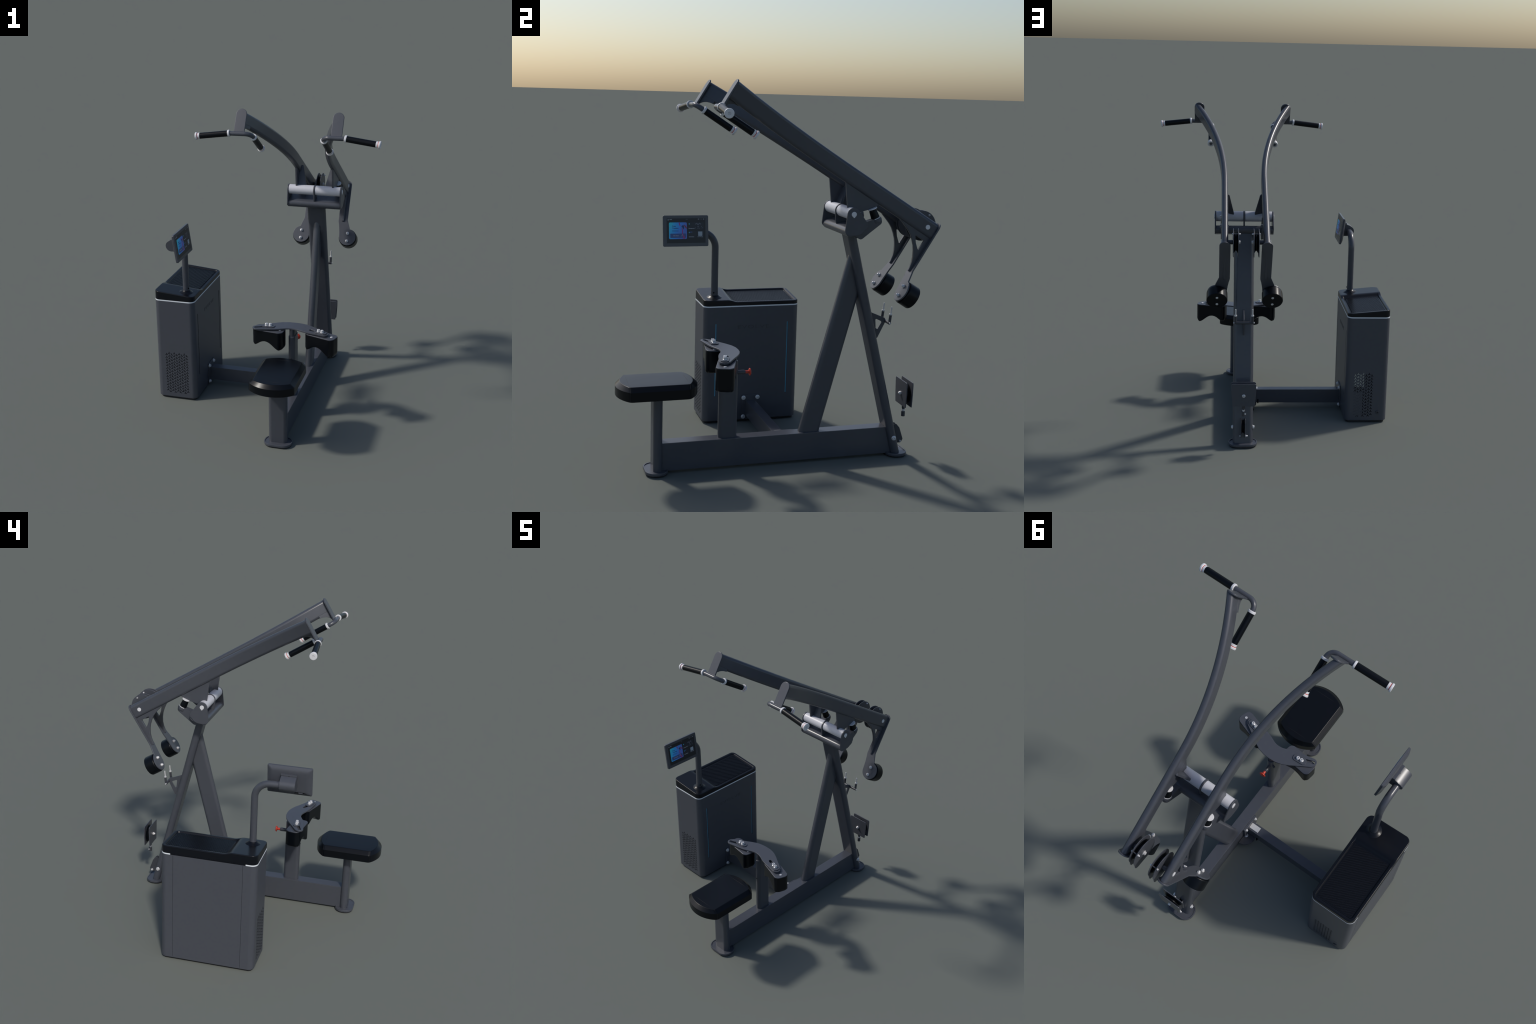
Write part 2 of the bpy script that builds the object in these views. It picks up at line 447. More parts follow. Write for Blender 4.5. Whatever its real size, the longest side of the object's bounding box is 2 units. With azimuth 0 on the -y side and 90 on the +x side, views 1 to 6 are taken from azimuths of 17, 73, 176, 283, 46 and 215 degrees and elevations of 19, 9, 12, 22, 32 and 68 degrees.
def pad_bottom(u):
    """scalloped underside height over u in -1..1"""
    keys = [(-1, 0.5245), (-0.985, 0.5165), (-0.95, 0.5105), (-0.88, 0.5070), (-0.80, 0.5080), (-0.70, 0.5130), (-0.60, 0.5195), (-0.45, 0.5300), (-0.30, 0.5365),
            (-0.15, 0.5390), (0.0, 0.5370), (0.15, 0.5310), (0.30, 0.5210), (0.45, 0.5090), (0.55, 0.5010), (0.65, 0.4945), (0.74, 0.4910), (0.82, 0.4905), (0.90, 0.4930),
            (0.95, 0.4980), (0.985, 0.5060), (1.0, 0.5160)]
    for (a, za), (b, zb) in zip(keys, keys[1:]):
        if u <= b:
            t = (u - a) / (b - a)
            return za + (zb - za) * t
    return keys[-1][1]
def thigh_pad(name, c, ang):
    hw, hd, r = 0.101, 0.0465, 0.030
    m = Matrix.Translation((c[0], c[1], 0)) @ Matrix.Rotation(math.radians(ang), 4, "Z")
    # extrude the side profile (x,z) through the depth, with plan corners rounded
    N = 64
    xs = [math.sin(math.pi / 2 * (-1 + 2 * i / N)) for i in range(N + 1)]
    K = 24
    bm = bmesh.new(); top, bot = [], []
    for j in range(K + 1):
        v = math.sin(math.pi / 2 * (-1 + 2 * j / K))
        rt, rb = [], []
        for u in xs:
            # squircle mapping of the square to the rounded rectangle
            x = u * hw; y = v * hd
            ax, ay = abs(x) - (hw - r), abs(y) - (hd - r)
            if ax > 0 and ay > 0:
                L = math.hypot(ax, ay); mx = max(ax, ay)
                k = mx / L if L > 0 else 1
                x = math.copysign(hw - r + ax * k, x); y = math.copysign(hd - r + ay * k, y)
            edge = max(abs(u), 0)
            zb = pad_bottom(u)
            # soft lower rim
            rr = 0.013
            q = min(1.0, max(0.0, (abs(v) * hd - (hd - rr)) / rr))
            zb += rr * (1 - math.sqrt(max(0.0, 1 - q * q)))
            rt.append(bm.verts.new((x, y, 0.6085)))
            rb.append(bm.verts.new((x, y, zb)))
        top.append(rt); bot.append(rb)
    for j in range(K):
        for i in range(N):
            bm.faces.new((top[j][i], top[j][i + 1], top[j + 1][i + 1], top[j + 1][i]))
            bm.faces.new((bot[j][i], bot[j + 1][i], bot[j + 1][i + 1], bot[j][i + 1]))
    for i in range(N):
        bm.faces.new((bot[0][i], bot[0][i + 1], top[0][i + 1], top[0][i]))
        bm.faces.new((top[K][i], top[K][i + 1], bot[K][i + 1], bot[K][i]))
    for j in range(K):
        bm.faces.new((bot[j + 1][0], bot[j][0], top[j][0], top[j + 1][0]))
        bm.faces.new((top[j + 1][N], top[j][N], bot[j][N], bot[j + 1][N]))
    p = add(name, bm_mesh(bm, name, 50), M_VINYL, ROOT, m)
    tp = add("pad_backing_plate", plate_mesh("pad_backing_plate", rrect(2 * hw - 0.003, 2 * hd - 0.003, r - 0.001, 10), 0.006, (), 0.002), M_PLATE, p)
    place(tp, m @ Matrix.Translation((0, 0, 0.611)))
    for sx in (0.072,):
        s = bolt(SCREW_FLAT, m @ V((sx, 0.0, 0.6142)), (0, 0, 1), p)
    return p
PADL, PADR = (0.055, -0.307), (0.392, -0.319)
thigh_pad("thigh_pad", PADR, -18.5)
thigh_pad("thigh_pad", PADL, -8)
for (sx, c, ang) in ((1, (0.386, -0.3245), -17), (-1, (0.049, -0.305), 3)):
    m = Matrix.Translation((c[0], c[1], 0)) @ Matrix.Rotation(math.radians(ang), 4, "Z")
    oct_ = round_poly([(-0.042, -0.010), (-0.030, -0.0205), (0.030, -0.0205), (0.042, -0.010), (0.042, 0.010), (0.030, 0.0205), (-0.030, 0.0205), (-0.042, 0.010)], 0.008)
    cl = add("slot_clamp", plate_mesh("slot_clamp", oct_, 0.005), M_PLATE, cross); place(cl, m @ Matrix.Translation((0, 0, 0.6318)))
    lo = add("slot_spacer", plate_mesh("slot_spacer", stadium(0.07, 0.036), 0.008), M_STEEL_DARK, cross); place(lo, m @ Matrix.Translation((0, 0, 0.617)))
    for bx in (-0.012, 0.012):
        bolt(STACK_BOLT, m @ V((bx, 0, 0.6345)), (0, 0, 1), cross)

# ------------------------------------------------------------------ pivot head on top of the upright
PIV = V((0, 0.331, 1.348))
T_UP = axis                                  # upright direction
# lower cross tube: flat oval lying square to the upright
ax_long = V((0, 0.966, 0.258)).normalized()
ax_short = V((0, -0.258, 0.966)).normalized()
c0 = V((0, 0.351, 1.266))
secs = [[V((x, 0, 0)) + c0 + ax_long * a + ax_short * b for a, b in stadium(0.118, 0.050)] for x in (CX - 0.176, CX + 0.176)]
head = add("head_cross_tube", bm_mesh(loft(secs), "head_cross_tube"), M_FRAME, ROOT)
side = []
def arc(c, r, a0, a1, n=10):
    return [(c[0] + r * math.cos(math.radians(a0 + (a1 - a0) * i / n)), c[1] + r * math.sin(math.radians(a0 + (a1 - a0) * i / n))) for i in range(n + 1)]
side = arc((0.331, 1.348), 0.034, 35, 170, 14) + arc((0.316, 1.266), 0.0285, 185, 262, 6) + arc((0.345, 1.295), 0.056, 275, 330, 6) + arc((0.383, 1.290), 0.027, 330, 395, 6)
for s in (1, -1):
    hs = plate("pivot_side_plate", side, 0.008, yz(CX + s * 0.1765), M_PLATE, head, (), 0.002)
mid = arc((0.331, 1.348), 0.0355, 20, 175, 14) + [(0.300, 1.29), (0.306, 1.272), (0.345, 1.275), (0.368, 1.30)]
plate("pivot_centre_plate", mid, 0.009, yz(CX), M_PLATE, head, (), 0.002)
for s in (1, -1):
    cyl("pivot_roller", (CX + s * 0.0055, PIV.y, PIV.z), (CX + s * 0.1718, PIV.y, PIV.z), 0.0315, M_TUBE, head, 0.0015, 48)
    add("pivot_cap", lathe_mesh("pivot_cap", [(0, -0.001), (0.0135, -0.001), (0.0135, 0.0025), (0.0125, 0.0035), (0, 0.0035)]), M_WHITE, head, axis_frame((CX + s * 0.1805, PIV.y, PIV.z), (s, 0, 0)))
    add("pivot_key", box_mesh("pivot_key", 0.003, 0.009, 0.006, 0.001), M_WHITE, head, Matrix.Translation((CX + s * 0.1815, PIV.y + 0.001, PIV.z - 0.0145)))
    for yy, zz in ((0.30, 1.246),):
        cyl("grub_screw", (CX + s * 0.115, 0.335, 1.244), (CX + s * 0.115, 0.335, 1.236), 0.007, M_STEEL_DARK, head)
    # stop lug that carries the rubber buffer
    lug = round_poly([(0.352, 1.236), (0.391, 1.212), (0.508, 1.296), (0.503, 1.333), (0.474, 1.322), (0.415, 1.304), (0.375, 1.29)], [0.012, 0.02, 0.016, 0.012, 0.02, 0.01, 0.01])
    lx = CX + s * 0.1225
    bm = bmesh.new()
    NX = 10; rings = []
    for i in range(NX + 1):
        t = math.sin(math.pi / 2 * (-1 + 2 * i / NX)); hwid = 0.0205
        ring = []
        for (y, z) in lug:
            # the free end is rounded in plan
            f = max(0.0, (y - 0.474) / 0.034)
            pull = (1 - math.sqrt(max(0.0, 1 - t * t))) * 0.020 * min(1, max(0, f + 0.15))
            ring.append(bm.verts.new((lx + t * hwid, y - pull, z - pull * 0.25)))
        rings.append(ring)
    n = len(lug)
    for a, b in zip(rings, rings[1:]):
        for i in range(n):
            j = (i + 1) % n; bm.faces.new((a[i], a[j], b[j], b[i]))
    bm.faces.new(rings[0][::-1]); bm.faces.new(rings[-1])
    lg = add("stop_lug", bm_mesh(bm, "stop_lug", 40), M_PLATE, head)
    d = V((0, -0.40, 0.917)); b0 = V((lx, 0.473, 1.3195))
    cyl("stop_boss", b0 - d * 0.020, b0, 0.0275, M_PLATE, head, 0.003, 40)
    bump = cyl("stop_buffer_washer", b0, b0 + d * 0.004, 0.0245, M_WHITE, head)
    add("rubber_buffer", lathe_mesh("rubber_buffer", [(0, 0.002), (0.0225, 0.002), (0.0228, 0.008), (0.0205, 0.035), (0.0195, 0.046), (0, 0.046)]), M_RUBBER, head, axis_frame(b0, d))

# ------------------------------------------------------------------ lever arms (mirrored pair)
PIN = V((0, 0.760, 1.273)); A0 = 0.0215
AD = V((0, -0.851, 0.525)).normalized()       # up along the arm
DD = V((0, -0.525, -0.851)).normalized()      # square to it, downwards
def arm_off(t):
    u = max(0.0, t - 0.53)
    R = 1.72
    return 0.1215 + (R - math.sqrt(R * R - u * u))
def arm_slope(t):
    u = max(0.0, t - 0.53); return u / math.sqrt(1.72 ** 2 - u * u)

CACHE = {}
def lever_arm(s):
    def P(off, t, d): return V((CX + s * off, 0, 0)) + PIN + AD * t + DD * d
    X = V((s, 0, 0))
    ov = stadium(0.090, 0.038, 12)
    secs = []
    for i in range(61):
        t = -0.050 + (1.290 + 0.050) * i / 60
        k = math.sqrt(1 + arm_slope(t) ** 2)
        secs.append([P(arm_off(t) + b * k, t, a) for a, b in ov])
    arm = add("lever_arm", bm_mesh(loft(secs), "lever_arm"), M_FRAME, ROOT)
    # --- handle plate and gusset at the upper end
    T0 = 1.2945
    hp = [(-0.0325, 0.1), (0.0325, 0.1)] + [(0.0325 * math.cos(a), -0.0205 - 0.0325 * math.sin(a)) for a in [math.pi * i / 16 for i in range(17)]]
    plate("handle_plate", hp, 0.009, frame(P(0.288, T0, 0), X, DD, X.cross(DD)), M_PLATE, arm, (), 0.0025)
    g = [(0.0, 0.030), (0.076, 0.030), (0.076, 0.0475)] + [(0.076 - 0.068 * math.sin(math.radians(a)), 0.0475 + 0.0525 * (1 - math.cos(math.radians(a)))) for a in range(9, 91, 9)] + [(0.0, 0.1)]
    dx = arm_slope(1.26)
    gx = (-AD - X * dx).normalized()
    plate("handle_gusset", g, 0.011, frame(P(0.283, T0 - 0.004, 0), gx, DD, gx.cross(DD)), M_PLATE, arm)
    # --- bent handle bar
    TB = 1.3045
    pts = [P(0.541, TB - 0.0015, 0.1305), P(0.345, TB, 0.1045), P(0.210, TB, 0.1035), P(0.210, 1.056, 0.107)]
    path = fillet_path(pts, [0.15, 0.042], 14)
    bar = add("handle_bar", bm_mesh(sweep(path, circle(0.0135, 28), DD), "handle_bar"), M_FRAME, arm)
    for (a, b) in ((pts[1], pts[0]), (pts[2] + (pts[3] - pts[2]).normalized() * 0.050, pts[3])):
        d = (b - a).normalized(); L = (b - a).length
        f = axis_frame(a, d)
        if a is pts[1]: L += 0.0052
        add("grip_collar", lathe_mesh("grip_collar", [(0.013, -0.006), (0.0185, -0.006), (0.0205, -0.004), (0.0208, 0.002), (0.0200, 0.006), (0.0135, 0.0065)]), M_WHITE, bar, f)
        add("hand_grip", lathe_mesh("hand_grip", [(0.013, 0.004), (0.0176, 0.004), (0.0178, 0.008), (0.0178, L - 0.030), (0.0176, L - 0.024), (0.013, L - 0.024)]), M_RUBBER, bar, f)
        add("grip_end_ring", lathe_mesh("grip_end_ring", [(0.013, L - 0.0265), (0.0182, L - 0.0265), (0.0185, L - 0.026), (0.0185, L - 0.0152), (0.013, L - 0.0150)]), M_WHITE, bar, f)
        add("grip_red_ring", lathe_mesh("grip_red_ring", [(0.013, L - 0.0155), (0.0182, L - 0.0153), (0.0182, L - 0.0115), (0.013, L - 0.0113)]), M_RED, bar, f)
        add("grip_end_cap", lathe_mesh("grip_end_cap", [(0.013, L - 0.012), (0.0196, L - 0.0119), (0.0222, L - 0.0095), (0.0228, L - 0.003), (0.0215, L - 0.0006), (0.0205, L), (0.0074, L), (0.0070, L - 0.003), (0.0052, L - 0.003), (0.0048, L - 0.0006), (0.0024, L - 0.0006), (0.002, L - 0.003), (0, L - 0.003)]), M_WHITE, bar, f)
    # --- saddle joining the arm to its roller
    sx = CX + s * 0.1215
    sp = [(0.289, 1.545), (0.301, 1.505), (0.3145, 1.385), (0.316, 1.366), (0.345, 1.352), (0.381, 1.3515), (0.424, 1.363), (0.486, 1.389), (0.500, 1.415)]
    saddle = plate("arm_saddle", sp, 0.012, yz(sx), M_PLATE, arm, (), 0.002)
    q = [V((sx, 0.338, 1.360)), V((CX + s * 0.064, 0.352, 1.360)), V((CX + s * 0.064, 0.354, 1.374)), V((CX + s * 0.093, 0.402, 1.492)), V((CX + s * 0.100, 0.402, 1.496)), V((sx, 0.398, 1.485))]
    nn = V((0, -0.93, 0.36)).normalized() * 0.006
    bm = loft([[p + nn for p in q], [p - nn for p in q]])
    bmesh.ops.bevel(bm, geom=list(bm.edges), offset=0.0015, segments=2, affect="EDGES")
    add("saddle_wing", bm_mesh(bm, "saddle_wing"), M_PLATE, saddle)
    d = V((0, 0.36, -0.93)).normalized()
    c = V((CX + s * 0.1255, 0.4515, 1.3705))
    cyl("buffer_strike_disc", c - d * 0.003, c + d * 0.002, 0.0245, M_WHITE, arm)
    # --- lower end: pin, pulley
    add("pin_cap", lathe_mesh("pin_cap", [(0, -0.001), (0.0125, -0.001), (0.0125, 0.0022), (0.0115, 0.003), (0, 0.003)]), M_WHITE, arm, axis_frame(P(0.1405, 0, 0), X))
    cyl("pulley_axle", P(0.103, 0, 0), P(0.044, 0, 0), 0.0115, M_STEEL_DARK, arm)
    cyl("axle_sleeve", P(0.104, 0, 0), P(0.078, 0, 0), 0.0130, M_TUBE if False else M_PLATE, arm)
    pc = (0.757, 1.272)
    shp = arc(pc, 0.080, -12, 268, 40)
    shp += round_poly([(0.772, 1.192), (0.838, 1.198), (0.8375, 1.250)], [0, 0.03, 0])[1:-1]
    for off in (0.0735, 0.0445):
        plate("pulley_guard", shp, 0.004, yz(CX + s * off), M_PLATE, arm)
    pulley("cable_pulley", P(0.059, 0, 0), (1, 0, 0), 0.062, 0.023, arm)
    cyl("guard_pin", (CX + s * 0.080, 0.796, 1.328), (CX + s * 0.036, 0.796, 1.328), 0.0032, M_STEEL_DARK, arm)
    bolt(BOLT_SMALL, (CX + s * 0.0755, 0.796, 1.328), (s, 0, 0), arm)
    bolt(CAP_NUT, (CX + s * 0.0425, 0.796, 1.328), (-s, 0, 0), arm).scale = (0.75, 0.75, 0.8)
    bolt(BOLT_BIG, P(0.042, 0, 0), (-s, 0, 0), arm)
    # --- drop strip with counterweight drum
    SC, KK, R = 0.355, 0.238, 0.0575
    oc, w = 0.1640, 0.032
    c1 = V((0.1215, KK)); c2 = V((oc, SC))
    outl = []
    # top end rounded
    outl += [(0.1215 + w * math.cos(a), -0.022 - 0.030 * math.sin(a)) for a in [math.pi * i / 14 for i in range(15)]]
    # inner side (towards the centre), down to the disc
    dk = (c2 - c1).normalized(); nk = V((dk.y, -dk.x))
    inner_k = V((0.1215 - w, KK + 0.006)); outer_k = V((0.1215 + w, KK - 0.004))
    disc = []
    left_side = [(0.1215 - w, KK - 0.045), tuple(inner_k)]
    # smooth approach to the disc on the inner side
    for t in (0.25, 0.5, 0.75):
        a = V(inner_k); b = V((oc - R, SC + 0.004)); m_ = V((oc - R - 0.004, SC - 0.06))
        left_side.append(tuple(a * (1 - t) ** 2 + m_ * 2 * t * (1 - t) + b * t * t))
    for i in range(31):
        a = math.radians(176 - (176 + 78) * i / 30)
        disc.append((oc + R * math.cos(a), SC + R * math.sin(a)))
    right_side = [tuple(outer_k + dk * 0.060), tuple(outer_k + dk * 0.025), tuple(outer_k), (0.1215 + w, KK - 0.045)]
    outl = outl + left_side + disc + right_side
    strip = plate("drop_strip", outl, 0.008, frame(PIN + V((CX, 0, 0)) + AD * -0.0545, X, DD, X.cross(DD)), M_PLATE, arm, (), 0.0018)
    # rib between arm and strip, with a window
    rib = [(0.798, 1.224), (0.740, 1.262), (0.600, 1.340), (0.612, 1.309), (0.634, 1.284), (0.653, 1.261), (0.669, 1.236), (0.681, 1.206), (0.689, 1.176), (0.692, 1.148), (0.691, 1.115), (0.684, 1.085), (0.671, 1.053), (0.667, 1.046), (0.680, 1.030), (0.690, 1.040)]
    win = round_poly([(0.749, 1.199), (0.698, 1.230), (0.703, 1.190), (0.717, 1.149)], 0.004)
    plate("strip_rib", rib, 0.016, yz(CX + s * 0.1215), M_PLATE, arm, [win], 0.003)
    pcn = V((CX + s * oc, 0, 0)) + PIN + AD * -0.0585 + DD * SC
    drum = add("counterweight_drum", lathe_mesh("counterweight_drum", [(0, -0.001), (0.0540, -0.001), (0.0540, 0.004), (0.0590, 0.0042), (0.0612, 0.0065), (0.062, 0.011), (0.0625, 0.066), (0.0605, 0.0695), (0.057, 0.071), (0, 0.071)], 56), M_RUBBER, arm, axis_frame(pcn, -AD))
    for k in (-1, 1):
        base = pcn + DD * (k * 0.027)
        bolt(HEX_DOME, base + AD * 0.008, AD, drum)
        f = bolt(SCREW_FLAT, base - AD * 0.071, -AD, drum)
    return arm
lever_arm(1)
lever_arm(-1)

# ------------------------------------------------------------------ cross member to the cabinet
cb = box("link_beam", (-0.468, 0.022, 0.038), (0.158, 0.080, 0.131), M_FRAME, ROOT, 0.004)
box("link_flange", (-0.4715, -0.002, 0.014), (-0.4635, 0.104, 0.164), M_PLATE, cb, 0.002)
for y, z in ((0.008, 0.148), (0.094, 0.148), (0.008, 0.032), (0.094, 0.032)):
    bolt(BOLT_BIG, (-0.4635, y, z), (1, 0, 0), cb)
box("beam_flange", (0.1475, -0.008, 0.022), (0.1545, 0.112, 0.158), M_PLATE, cb, 0.0015)
box("beam_flange_mate", (0.1548, -0.008, 0.022), (0.1605, 0.112, 0.158), M_PLATE, cb, 0.0015)
for y, z in ((0.006, 0.138), (0.096, 0.138), (0.006, 0.036), (0.096, 0.036)):
    bolt(BOLT_MID, (0.1475, y, z), (-1, 0, 0), cb)
box("silver_cover", (0.083, 0.034, 0.129), (0.146, 0.069, 0.135), M_CHROME, cb, 0.002)
half = [(0.159 + 0.068 * math.cos(math.radians(a)), 0.098 + 0.068 * math.sin(math.radians(a))) for a in range(90, 271, 6)]
lv = plate("levelling_bracket", half, 0.010, frame((0, 0, 0.040), (1, 0, 0), (0, 1, 0)), M_STEEL_DARK, cb, (), 0.002)
bolt(BOLT_BIG, (0.149, 0.100, 0.045), (0, 0, 1), cb)
add("levelling_foot", lathe_mesh("levelling_foot", [(0, 0), (0.024, 0), (0.025, 0.003), (0.022, 0.010), (0.008, 0.014), (0.008, 0.036), (0, 0.036)], 32), M_SOLE, cb, Matrix.Translation((0.130, 0.110, 0)))
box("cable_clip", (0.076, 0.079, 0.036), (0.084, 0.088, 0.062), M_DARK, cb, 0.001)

# ------------------------------------------------------------------ cabinet
X0, X1, Y0, Y1 = -0.7445, -0.4715, -0.2375, 0.3385
CC = V(((X0 + X1) / 2, (Y0 + Y1) / 2, 0)); CW, CD = X1 - X0, Y1 - Y0
def cab_ring(inset, z, r=0.036, zf=None):
    pts = rrect(CW - 2 * inset, CD - 2 * inset, max(r - inset, 0.004), 10)
    return [(CC.x + x, CC.y + y, zf(CC.x + x, CC.y + y) if zf else z) for x, y in pts]
bm = loft([cab_ring(0.003, 0.012), cab_ring(0.0, 0.015), cab_ring(0.0, 0.6985), cab_ring(0.0015, 0.700)])
me = bpy.data.meshes.new("cabinet_shell"); bm.to_mesh(me); bm.free()
me.materials.append(M_CAB); me.materials.append(M_DARK)
shell = bpy.data.objects.new("cabinet_shell", me); COL.objects.link(shell)

cut = bmesh.new()
def prism(poly, o, ux, uy, depth):
    """cutter prism sunk into the shell along -(ux x uy)"""
    ux, uy = V(ux), V(uy); n = ux.cross(uy)
    a = [cut.verts.new(V(o) + ux * p[0] + uy * p[1] + n * 0.003) for p in poly]
    b = [cut.verts.new(V(o) + ux * p[0] + uy * p[1] - n * depth) for p in poly]
    k = len(poly)
    fs = [cut.faces.new(a), cut.faces.new(b[::-1])]
    for i in range(k):
        j = (i + 1) % k; fs.append(cut.faces.new((a[i], b[i], b[j], a[j])))
    for f in fs: f.material_index = 1
def tri_star(L=0.0098, w=0.0037):
    pts = []
    for k in range(3):
        a = math.radians(90 + 120 * k); d = V((math.cos(a), math.sin(a))); n = V((-d.y, d.x))
        pts.append(d * L - n * w / 2); pts.append(d * L + n * w / 2)
        a2 = math.radians(90 + 120 * k + 60)
        pts.append(V((math.cos(a2), math.sin(a2))) * (w / 2 / math.sin(math.radians(60))))
    return [(p.x, p.y) for p in pts]
star = tri_star()
def vent(cols, x_first, x_step, z_low, rows, o_y, ux):
    for c in range(cols):
        odd = c % 2
        for r in range(rows + (1 if odd else 0)):
            z = z_low + 0.0201 * (r - 0.5 * odd)
            prism(star, (x_first + x_step * c, o_y, z), ux, (0, 0, 1), 0.012)
vent(9, -0.674, 0.01765, 0.059, 14, Y0, (1, 0, 0))
vent(7, -0.5335, -0.0177, 0.0565, 14, Y1, (-1, 0, 0))
for y in (-0.166, 0.270):                                   # light-strip grooves
    prism([(-0.0033, 0.164), (0.0033, 0.164), (0.0033, 0.6015), (-0.0033, 0.6015)], (X1, y, 0), (0, 1, 0), (0, 0, 1), 0.0042)
for y in (-0.1555, 0.2615):                                 # panel joints on the back
    prism([(-0.0007, 0.02), (0.0007, 0.02), (0.0007, 0.698), (-0.0007, 0.698)], (X0, y, 0), (0, -1, 0), (0, 0, 1), 0.002)
bmesh.ops.recalc_face_normals(cut, faces=cut.faces)
cme = bpy.data.meshes.new("vent_cutter"); cut.to_mesh(cme); cut.free()
cme.materials.append(M_CAB); cme.materials.append(M_DARK)
cutter = bpy.data.objects.new("vent_cutter", cme); COL.objects.link(cutter)
md = shell.modifiers.new("vents", "BOOLEAN"); md.object = cutter; md.operation = "DIFFERENCE"; md.solver = "EXACT"
dg = bpy.context.evaluated_depsgraph_get()
me2 = bpy.data.meshes.new_from_object(shell.evaluated_get(dg))
bpy.data.objects.remove(cutter); bpy.data.objects.remove(shell)
cab = add("cabinet_shell", finish(me2, 30), None, ROOT)
for y in (-0.166, 0.270):
    box("light_strip", (X1 - 0.0045, y - 0.0031, 0.1645), (X1 - 0.0028, y + 0.0031, 0.601), M_CYAN, cab, 0)
bm = loft([cab_ring(0.012, 0.0), cab_ring(0.012, 0.0135)])
add("cabinet_plinth", bm_mesh(bm, "cabinet_plinth"), M_SOLE, cab)
# inserts in the blind slots, coloured like light coming through the rear vent
box("vent_painted_bright_light", (-0.590, Y1 - 0.008, 0.243), (-0.520, Y1 - 0.0036, 0.335), M_VENT_LIGHT, cab, 0)
box("vent_painted_dull_light", (-0.585, Y1 - 0.006, 0.045), (-0.520, Y1 - 0.0015, 0.205), M_VENT_DIM, cab, 0)
box("power_switch", (-0.694, Y1 - 0.001, 0.101), (-0.672, Y1 + 0.001, 0.127), M_CAB, cab, 0.0008)
sk = add("power_socket", lathe_mesh("power_socket", [(0, 0), (0.0115, 0), (0.0115, 0.006), (0.010, 0.0075), (0.0055, 0.0075), (0.005, 0.003), (0, 0.003)]), M_STEEL_DARK, cab, axis_frame((-0.684, Y1 - 0.001, 0.070), (0, 1, 0)))

# pale trim line below the lid: open on the long back side
def trim_band(name, mat, y_from, y_to, through_back):
    """closed-section band following the rounded plan; starts and ends on the back edge"""
    loop_o = rrect(CW + 0.0006, CD + 0.0006, 0.0363, 12); loop_i = rrect(CW - 0.012, CD - 0.012, 0.030, 12)
    N = len(loop_o)
    # rrect starts at the -y end of the +x side and runs counter-clockwise; the back (-x) side joins corner 3 and 4
    k = N * 3 // 4                                # first point of the -x/-y corner
    back_x_o, back_x_i = loop_o[k][0], loop_i[k][0]
    ya, yb = y_from - CC.y, y_to - CC.y
    if through_back:
        pairs = [((back_x_o, ya), (back_x_i, ya)), ((back_x_o, yb), (back_x_i, yb))]
    else:
        order = list(range(k, N)) + list(range(0, k))
        pairs = [((back_x_o, ya), (back_x_i, ya))] + [(loop_o[q], loop_i[q]) for q in order] + [((back_x_o, yb), (back_x_i, yb))]
    secs = []
    za, zb = 0.7003, 0.7075
    for (o_, i_) in pairs:
        secs.append([(CC.x + o_[0], CC.y + o_[1], za), (CC.x + o_[0], CC.y + o_[1], zb), (CC.x + i_[0], CC.y + i_[1], zb), (CC.x + i_[0], CC.y + i_[1], za)])
    return add(name, bm_mesh(loft(secs), name, 30), mat, cab)
trim_band("trim_line", M_TRIM, -0.1715, 0.2785, False)
trim_band("trim_gap", M_BLACK, -0.1711, 0.2781, True)

# lid: slopes down towards the user side, raised front deck and recessed ribbed tray
def smooth(t): t = min(1, max(0, t)); return t * t * (3 - 2 * t)
def lid_h(x, y):
    return 0.7285 + (X1 - x) * 0.092 + 0.0125 * (1 - smooth((y + 0.094) / 0.058))
def dense_ring(inset, r=0.036):
    base_ = rrect(CW - 2 * inset, CD - 2 * inset, max(r - inset, 0.003), 10)
    out = []
    for i in range(len(base_)):
        a, b = V(base_[i]), V(base_[(i + 1) % len(base_)])
        L = (b - a).length; k = max(1, int(L / 0.0125)) if L > 0.05 else 1
        k = {True: 1, False: (40 if L > 0.35 else 16)}[L <= 0.05]
        for j in range(k): out.append(a + (b - a) * (j / k))
    return [(CC.x + p.x, CC.y + p.y) for p in out]
def lring(inset, f): return [(x, y, f(x, y)) for x, y in dense_ring(inset)]
def tray_mask(y): return smooth((y + 0.075) / 0.022)
def tray(x, y, dep): return lid_h(x, y) - dep * tray_mask(y)
secs = [lring(0.0012, lambda x, y: 0.7075), lring(0.0004, lambda x, y: 0.7080), lring(0.0006, lambda x, y: lid_h(x, y) - 0.0045), lring(0.0016, lambda x, y: lid_h(x, y) - 0.0018),
        lring(0.0036, lambda x, y: lid_h(x, y) - 0.0003), lring(0.0065, lid_h), lring(0.0165, lid_h), lring(0.019, lambda x, y: tray(x, y, 0.002)), lring(0.0225, lambda x, y: tray(x, y, 0.0085))]
lid = add("cabinet_lid", bm_mesh(loft(secs, caps=False), "cabinet_lid", 40), M_BLACK, cab)
